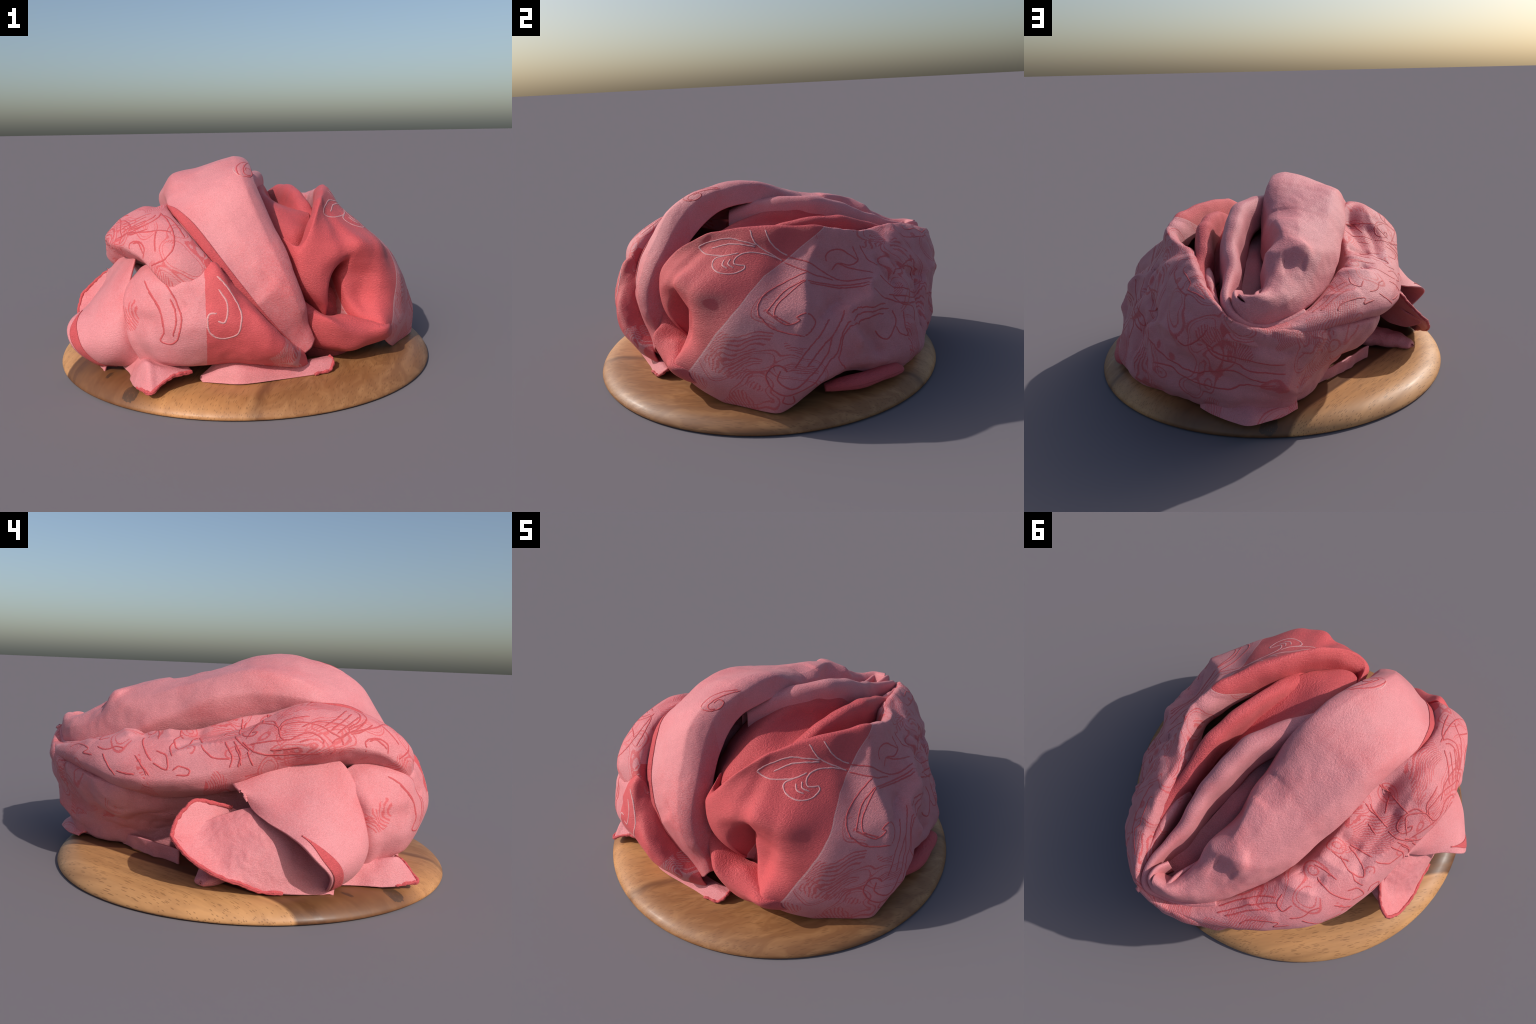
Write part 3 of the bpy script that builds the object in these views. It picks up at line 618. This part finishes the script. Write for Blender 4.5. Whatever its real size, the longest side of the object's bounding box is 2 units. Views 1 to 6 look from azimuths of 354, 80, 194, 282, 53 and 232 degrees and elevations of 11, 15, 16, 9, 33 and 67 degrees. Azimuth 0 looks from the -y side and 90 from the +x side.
stitch('coral_scroll', 'wall', [(.646,.035,.615), (.672,-.070,.587), (.715,-.140,.544), (.739,-.173,.519), (.745,-.170,.514), (.783,-.122,.475), (.793,-.080,.460), (.787,-.034,.470), (.782,-.046,.484)])
stitch('coral_scroll', 'wall', [(.650,.033,.612), (.682,-.040,.587), (.721,-.119,.543), (.755,-.145,.508), (.769,-.131,.494), (.792,-.080,.462)])
stitch('coral_scroll', 'wall', [(.530,-.018,.708), (.570,.075,.675), (.584,.165,.611), (.586,.260,.570), (.563,.387,.552)])
stitch('coral_scroll', 'wall', [(.549,-.042,.686), (.606,.064,.638), (.592,.186,.585)])
stitch('coral_scroll', 'wall', [(.647,.044,.612), (.610,.180,.564), (.588,.368,.534)])
stitch('coral_scroll', 'wall', [(.653,.051,.604), (.613,.203,.548), (.605,.351,.527), (.595,.444,.471), (.557,.572,.413), (.461,.677,.374)])
stitch('coral_scroll', 'wall', [(.546,.168,.669), (.533,.168,.694), (.512,.204,.712), (.506,.255,.710), (.506,.294,.685), (.507,.338,.651)])
stitch('coral_scroll', 'wall', [(.481,.327,.714), (.506,.343,.650), (.538,.292,.639), (.536,.229,.650), (.562,.191,.627)])
stitch('coral_scroll', 'wall', [(.452,.372,.708), (.484,.401,.638), (.492,.449,.605)])
stitch('coral_scroll', 'wall', [(.536,.229,.650), (.550,.308,.621), (.530,.409,.580)])
stitch('coral_scroll', 'wall', [(.498,.544,.546), (.459,.580,.572), (.391,.668,.550), (.378,.701,.511), (.420,.677,.483)])
stitch('coral_scroll', 'wall', [(.535,.448,.567), (.536,.528,.503), (.441,.674,.416), (.481,.651,.408), (.581,.485,.477)])
stitch('coral_scroll', 'wall', [(.612,.458,.442), (.654,.333,.456), (.686,.231,.450), (.746,.135,.387), (.797,.050,.337), (.851,-.030,.276)])
stitch('coral_scroll', 'wall', [(.625,.478,.419), (.665,.329,.431), (.709,.222,.411), (.754,.155,.354), (.788,.120,.300), (.833,.064,.256), (.884,-.006,.203), (.900,-.109,.165), (.882,-.179,.180), (.850,-.213,.231), (.839,-.205,.267), (.837,-.168,.292), (.847,-.131,.284), (.859,-.117,.264)])
stitch('coral_scroll', 'wall', [(.645,.435,.406), (.690,.296,.409), (.742,.178,.366), (.776,.142,.307), (.813,.135,.261), (.791,.178,.211)])
stitch('coral_scroll', 'wall', [(.852,-.146,.270), (.866,-.164,.236), (.886,-.143,.210), (.899,-.094,.195), (.882,-.031,.230), (.809,.063,.293), (.766,.105,.365)])
stitch('coral_scroll', 'wall', [(.855,-.085,.276), (.826,-.040,.324), (.779,.056,.395), (.736,.116,.433)])
stitch('coral_scroll', 'wall', [(.623,.493,.411), (.624,.498,.351), (.670,.470,.316), (.684,.434,.285), (.690,.392,.298), (.691,.363,.337)])
stitch('coral_scroll', 'wall', [(.587,.559,.381), (.630,.552,.316), (.647,.565,.274), (.657,.510,.295), (.645,.494,.328)])
stitch('coral_scroll', 'wall', [(.896,-.143,.159), (.891,-.148,.128), (.878,-.096,.114), (.899,-.100,.158)])
stitch('coral_scroll', 'wall', [(.378,.766,.384), (.285,.843,.349), (.215,.883,.323), (.096,.929,.305), (-.068,.962,.320), (-.221,.913,.288)])
stitch('coral_scroll', 'wall', [(.043,.980,.489), (.001,.989,.445), (-.078,.982,.405), (-.198,.970,.389), (-.301,.893,.366)])
stitch('coral_scroll', 'wall', [(.028,.982,.461), (-.015,.981,.412), (-.095,.977,.365), (-.212,.954,.339), (-.295,.872,.315)])
stitch('coral_scroll', 'wall', [(.174,.912,.475), (.140,.939,.437), (.091,.970,.463), (.041,.984,.504), (.014,.984,.540)])
stitch('coral_scroll', 'wall', [(.343,.810,.286), (.243,.863,.301), (.197,.890,.277), (.127,.912,.257), (-.011,.932,.240), (-.142,.936,.265), (-.256,.889,.266)])
stitch('coral_scroll', 'wall', [(.424,.625,.549), (.414,.621,.568), (.360,.705,.581), (.367,.710,.531), (.341,.740,.506)])
stitch('coral_scroll', 'wall', [(.577,.521,.468), (.568,.561,.412), (.528,.628,.378), (.555,.627,.309)])
stitch('coral_scroll', 'wall', [(.196,.704,.724), (.204,.721,.706), (.139,.811,.685), (.134,.848,.663), (.096,.871,.656), (.035,.920,.655)])
stitch('coral_scroll', 'wall', [(.259,.666,.704), (.256,.700,.673), (.182,.831,.654), (.129,.866,.639)])
stitch('coral_scroll', 'front', [(-.448,-.756,.485), (-.424,-.801,.447), (-.401,-.833,.395), (-.396,-.841,.336), (-.410,-.828,.296), (-.371,-.845,.284), (-.343,-.861,.304), (-.325,-.870,.362), (-.322,-.866,.409), (-.345,-.829,.471), (-.379,-.781,.512)])
stitch('coral_scroll', 'front', [(-.465,-.709,.519), (-.436,-.771,.476), (-.408,-.821,.424), (-.399,-.840,.356)])
stitch('coral_scroll', 'front', [(-.364,-.823,.470), (-.346,-.850,.429), (-.344,-.864,.377), (-.358,-.858,.320)])
stitch('pale_scroll', 'front', [(-.173,-.838,.561), (-.122,-.855,.504), (-.083,-.878,.425), (-.083,-.895,.375), (-.101,-.894,.323), (-.159,-.891,.305), (-.205,-.896,.333), (-.218,-.894,.381), (-.210,-.890,.415), (-.179,-.890,.421)])
stitch('pale_scroll', 'front', [(-.168,-.860,.511), (-.139,-.877,.463), (-.137,-.890,.415), (-.150,-.895,.382), (-.176,-.895,.387)])
stitch('coral_scroll', 'band', [(-.421,-.730,.589), (-.368,-.767,.619), (-.343,-.749,.662), (-.345,-.696,.713), (-.371,-.613,.763), (-.404,-.539,.786)])
stitch('coral_scroll', 'band', [(-.521,-.614,.635), (-.518,-.605,.659), (-.482,-.647,.673), (-.456,-.690,.651), (-.458,-.693,.615)])
stitch('coral_scroll', 'band', [(-.594,-.479,.631), (-.583,-.493,.663), (-.538,-.545,.696), (-.535,-.519,.726), (-.565,-.425,.730), (-.603,-.364,.705)])
stitch('coral_scroll', 'band', [(-.534,-.545,.704), (-.462,-.602,.735), (-.417,-.594,.766), (-.401,-.556,.781)])
stitch('coral_scroll', 'band', [(-.533,-.553,.695), (-.452,-.644,.713), (-.394,-.674,.724), (-.354,-.692,.717)])
stitch('coral_scroll', 'band', [(-.532,-.541,.712), (-.480,-.577,.736), (-.438,-.579,.765), (-.422,-.555,.778)])
stitch('coral_scroll', 'band', [(-.401,-.564,.778), (-.368,-.586,.772), (-.327,-.652,.738), (-.299,-.713,.698)])
stitch('coral_scroll', 'band', [(-.626,-.286,.694), (-.606,-.297,.712), (-.587,-.363,.722), (-.577,-.431,.713), (-.574,-.478,.693), (-.565,-.512,.675), (-.573,-.522,.650), (-.579,-.513,.627)])
stitch('coral_scroll', 'band', [(-.664,-.172,.645), (-.662,-.245,.653), (-.653,-.323,.661), (-.616,-.377,.679), (-.603,-.414,.680), (-.604,-.449,.652), (-.622,-.411,.629), (-.665,-.286,.612), (-.683,-.213,.611), (-.675,-.172,.627), (-.647,-.137,.648)])
stitch('coral_scroll', 'band', [(-.674,-.256,.627), (-.657,-.325,.642), (-.622,-.395,.658)])
stitch('coral_scroll', 'band', [(-.641,-.151,.660), (-.579,-.186,.710), (-.596,-.240,.719), (-.618,-.276,.704), (-.649,-.292,.670), (-.656,-.309,.660)])
stitch('coral_scroll', 'band', [(-.656,-.108,.632), (-.690,-.134,.599), (-.701,-.146,.560)])
stitch('coral_scroll', 'band', [(-.680,-.165,.615), (-.685,-.192,.561)])
stitch('coral_scroll', 'band', [(-.630,-.062,.633), (-.692,-.104,.597), (-.710,-.103,.550)])
stitch('coral_scroll', 'band', [(-.635,-.099,.644), (-.685,-.137,.606), (-.703,-.136,.552)])
stitch('coral_scroll', 'band', [(-.393,-.181,.753), (-.574,-.204,.719)])
stitch('coral_scroll', 'band', [(-.419,-.077,.724), (-.561,-.098,.676)])
stitch('coral_scroll', 'band', [(-.443,-.526,.779), (-.519,-.492,.747), (-.572,-.450,.714)])
stitch('coral_scroll', 'band', [(-.461,-.548,.765), (-.530,-.513,.733), (-.570,-.477,.702)])
stitch('coral_scroll', 'band', [(-.460,-.576,.751), (-.524,-.540,.723), (-.565,-.500,.690)])
stitch('coral_scroll', 'band', [(-.462,-.605,.733), (-.515,-.571,.705), (-.552,-.526,.684)])
stitch('coral_scroll', 'band', [(-.451,-.632,.722), (-.508,-.594,.698), (-.540,-.551,.686)])
stitch('coral_scroll', 'band', [(-.414,-.670,.717), (-.416,-.700,.684), (-.407,-.730,.640)])
stitch('coral_scroll', 'band', [(-.508,-.620,.660), (-.485,-.645,.667), (-.465,-.680,.644), (-.461,-.689,.632)])
stitch('coral_scroll', 'band', [(-.727,.129,.524), (-.717,.105,.542), (-.726,.061,.533), (-.730,.067,.510), (-.732,.111,.507)])
stitch('coral_scroll', 'band', [(-.719,.255,.525), (-.735,.227,.498)])
stitch('coral_scroll', 'band', [(-.651,.468,.560), (-.688,.428,.520), (-.713,.387,.482)])
stitch('coral_scroll', 'band', [(-.710,.380,.502), (-.717,.338,.495), (-.727,.292,.496)])
stitch('coral_scroll', 'band', [(-.551,.304,.642), (-.618,.298,.616), (-.674,.261,.577), (-.709,.226,.553)])
stitch('coral_scroll', 'band', [(-.618,.162,.617), (-.655,.165,.598), (-.694,.142,.577)])
stitch('coral_scroll', 'band', [(-.529,.157,.641), (-.607,.166,.620), (-.664,.125,.597), (-.626,.097,.614), (-.516,.092,.639)])
stitch('coral_scroll', 'band', [(-.515,.084,.640), (-.622,.037,.622)])
stitch('coral_scroll', 'band', [(-.497,.708,.559), (-.512,.662,.581), (-.598,.570,.576), (-.603,.590,.554), (-.635,.529,.550)])
stitch('coral_scroll', 'band', [(-.554,-.388,.753), (-.589,-.299,.729), (-.615,-.276,.707), (-.577,-.243,.729), (-.566,-.177,.708), (-.582,-.134,.683), (-.615,-.132,.669), (-.636,-.167,.671), (-.628,-.192,.690), (-.618,-.167,.684)])
stitch('coral_scroll', 'band', [(-.574,-.091,.669), (-.627,-.108,.654), (-.679,-.173,.619)])
stitch('coral_scroll', 'band', [(-.640,.041,.614), (-.689,-.023,.585), (-.699,-.098,.586)])
stitch('coral_scroll', 'band', [(-.432,-.098,.708), (-.501,-.093,.674)])
stitch('coral_scroll', 'band', [(-.401,-.192,.747), (-.454,-.188,.716), (-.504,-.128,.689)])
stitch('coral_scroll', 'band', [(-.488,-.043,.660), (-.551,-.037,.654)])
stitch('coral_scroll', 'band', [(-.491,.178,.657), (-.534,.164,.638), (-.573,.137,.628)])
stitch('coral_scroll', 'band', [(-.493,.280,.654), (-.546,.253,.637), (-.605,.236,.623)])
stitch('coral_scroll', 'band', [(-.667,.219,.586), (-.691,.169,.576), (-.727,.155,.527), (-.714,.217,.546)])
stitch('coral_scroll', 'band', [(-.680,.306,.563), (-.715,.261,.527), (-.734,.238,.498)])
stitch('coral_scroll', 'band', [(-.614,.511,.584), (-.639,.459,.575), (-.643,.408,.591), (-.656,.368,.589)])
stitch('coral_scroll', 'band', [(-.363,.734,.580), (-.391,.657,.594), (-.449,.564,.617), (-.503,.512,.635)])
stitch('coral_scroll', 'band', [(-.387,.761,.583), (-.424,.680,.598), (-.491,.568,.623), (-.534,.518,.627)])
stitch('coral_scroll', 'band', [(-.426,.746,.584), (-.468,.658,.603), (-.524,.564,.615)])
stitch('coral_scroll', 'band', [(-.512,.481,.642), (-.531,.522,.626), (-.572,.520,.612), (-.579,.471,.622)])
stitch('coral_scroll', 'loop', [(.002,-.278,.993), (-.049,-.368,.973), (-.054,-.434,.936), (-.040,-.457,.913), (-.005,-.435,.919), (.016,-.394,.935), (.009,-.370,.955), (-.015,-.386,.961), (-.017,-.409,.947)])
stitch('coral_scroll', 'loop', [(.012,-.268,.987), (-.017,-.362,.973), (-.031,-.428,.938), (-.017,-.438,.924), (.002,-.417,.929)])
stitch('pale_scroll', 'loop', [(-.066,-.386,.963), (-.068,-.422,.944), (-.049,-.453,.919), (-.037,-.455,.915)])

# --- packed cloth inside the heap
g = 90
cx, cy = .02, .08
A_, R_ = np.meshgrid(np.linspace(0, 2*np.pi, g), np.linspace(0.02, 1, g//2), indexing='ij')
P = np.stack([cx+.40*R_*np.cos(A_), cy+.58*R_*np.sin(A_), .09+.42*np.sqrt(np.maximum(0, 1-R_**2.5))], -1)
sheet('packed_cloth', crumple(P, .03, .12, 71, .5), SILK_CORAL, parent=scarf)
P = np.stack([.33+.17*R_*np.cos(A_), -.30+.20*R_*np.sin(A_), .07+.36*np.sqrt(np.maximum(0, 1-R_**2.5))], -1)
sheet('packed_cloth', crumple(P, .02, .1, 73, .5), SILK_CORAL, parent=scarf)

P = np.stack([-.16+.17*R_*np.cos(A_), -.05+.42*R_*np.sin(A_), .20+.55*np.sqrt(np.maximum(0, 1-R_**2.5))], -1)
sheet('packed_cloth', crumple(P, .02, .1, 75, .5), SILK, parent=scarf)

# ------------------------------------------------------------------ board
def wood():
    m = Nodes('acacia_wood')
    co = m.n('ShaderNodeTexCoord').outputs['Object']
    g = m.mapping(co, rot=(0, 0, math.radians(24.8)))       # x across the planks, y along the grain
    sep = m.n('ShaderNodeSeparateXYZ'); m.l(g, sep.inputs[0]); p, q, h = sep.outputs
    # plank tones
    wob = m.noise(m.mapping(g, sc=(1, .5, 1)), 2.0, 2)[0]
    pw = m.math('ADD', p, m.math('MULTIPLY', m.math('SUBTRACT', wob, .5), .10))
    t = m.math('MULTIPLY_ADD', pw, .5, .5)
    tone = m.ramp(t, [(.172, (.56, .28, .11)), (.178, (.10, .038, .013)), (.40, (.14, .053, .018)), (.49, (.46, .21, .076)), (.55, (.52, .245, .09)), (.66, (.38, .168, .06)), (.675, (.15, .06, .022)), (.70, (.30, .128, .045)), (.85, (.27, .115, .04)), (.95, (.23, .097, .034))])
    streak = m.noise(m.mapping(g, sc=(9, .9, 6)), 2.2, 4, .6, .6)[0]
    col = m.mix(m.ramp(streak, [(.35, 0.0), (.75, .55)]), tone, (.22, .09, .032))
    fig = m.noise(m.mapping(g, sc=(4, 1.5, 4)), 3.0, 3, .6, 1.2)[0]
    heart = m.ramp(t, [(.172, 1.0), (.18, .12), (.44, .15), (.5, 1.0)])
    col = m.mix(m.math('MULTIPLY', m.ramp(fig, [(.45, 0.0), (.8, .4)]), heart), col, (.62, .33, .14))
    kn = m.n('ShaderNodeTexVoronoi'); m.l(m.mapping(g, sc=(1, .55, 1)), kn.inputs[0]); kn.inputs['Scale'].default_value = 5.5
    dark = m.math('MULTIPLY', m.math('LESS_THAN', m.math('ADD', kn.outputs[0], m.math('MULTIPLY', streak, .35)), .36), m.ramp(t, [(.17, 0.0), (.185, 1.0), (.44, 1.0), (.49, 0.0)]))
    col = m.mix(m.math('MULTIPLY', dark, .8), col, (.05, .025, .013))
    pores = m.n('ShaderNodeTexVoronoi'); m.l(m.mapping(g, sc=(1, .09, .6)), pores.inputs[0]); pores.inputs['Scale'].default_value = 150
    pm = m.math('LESS_THAN', pores.outputs[0], .27)
    pm = m.math('MULTIPLY', pm, m.math('GREATER_THAN', m.noise(g, 6, 2)[0], .36))
    col = m.mix(m.math('MULTIPLY', pm, .5), col, (.15, .06, .02))
    bs = m.n('ShaderNodeBsdfPrincipled'); m.l(col, bs.inputs['Base Color'])
    m.l(m.ramp(streak, [(.3, .46), (.7, .6)]), bs.inputs['Roughness'])
    bs.inputs['Coat Weight'].default_value = .05; bs.inputs['Coat Roughness'].default_value = .25
    bp = m.n('ShaderNodeBump'); bp.inputs['Strength'].default_value = .15; bp.inputs['Distance'].default_value = .004
    m.l(m.math('SUBTRACT', streak, m.math('MULTIPLY', pm, .5)), bp.inputs['Height']); m.l(bp.outputs[0], bs.inputs['Normal'])
    out = m.n('ShaderNodeOutputMaterial'); m.l(bs.outputs[0], out.inputs[0])
    return m.mat

prof = [(0, .080), (.55, .080), (.80, .080), (.835, .0795), (.862, .077), (.886, .071), (.908, .062), (.926, .050), (.940, .037), (.950, .023), (.954, .012), (.952, .004), (.944, 0.0), (.5, 0.0), (0, 0.0)]
bm = bmesh.new()
SEG = 220
rings = []
for r, z in prof:
    if r == 0: rings.append([bm.verts.new((0, 0, z))])
    else: rings.append([bm.verts.new((r*math.cos(2*math.pi*i/SEG), r*math.sin(2*math.pi*i/SEG), z)) for i in range(SEG)])
for a, b in zip(rings, rings[1:]):
    for i in range(SEG):
        j = (i+1) % SEG
        if len(a) == 1: bm.faces.new((a[0], b[i], b[j]))
        elif len(b) == 1: bm.faces.new((a[i], b[0], a[j]))
        else: bm.faces.new((a[i], b[i], b[j], a[j]))
for v in bm.verts:
    v.co.z *= board_top(v.co.x, v.co.y - .043)/.080
bmesh.ops.recalc_face_normals(bm, faces=bm.faces)
me = bpy.data.meshes.new('wooden_board'); bm.to_mesh(me); bm.free()
me.shade_smooth(); me.materials.append(wood())
board = bpy.data.objects.new('wooden_board', me)
board.location = (0, -.043, 0)
bpy.context.scene.collection.objects.link(board)
board['label'] = 'round brown acacia wood board with rounded rim'
board['category'] = 'wooden board'
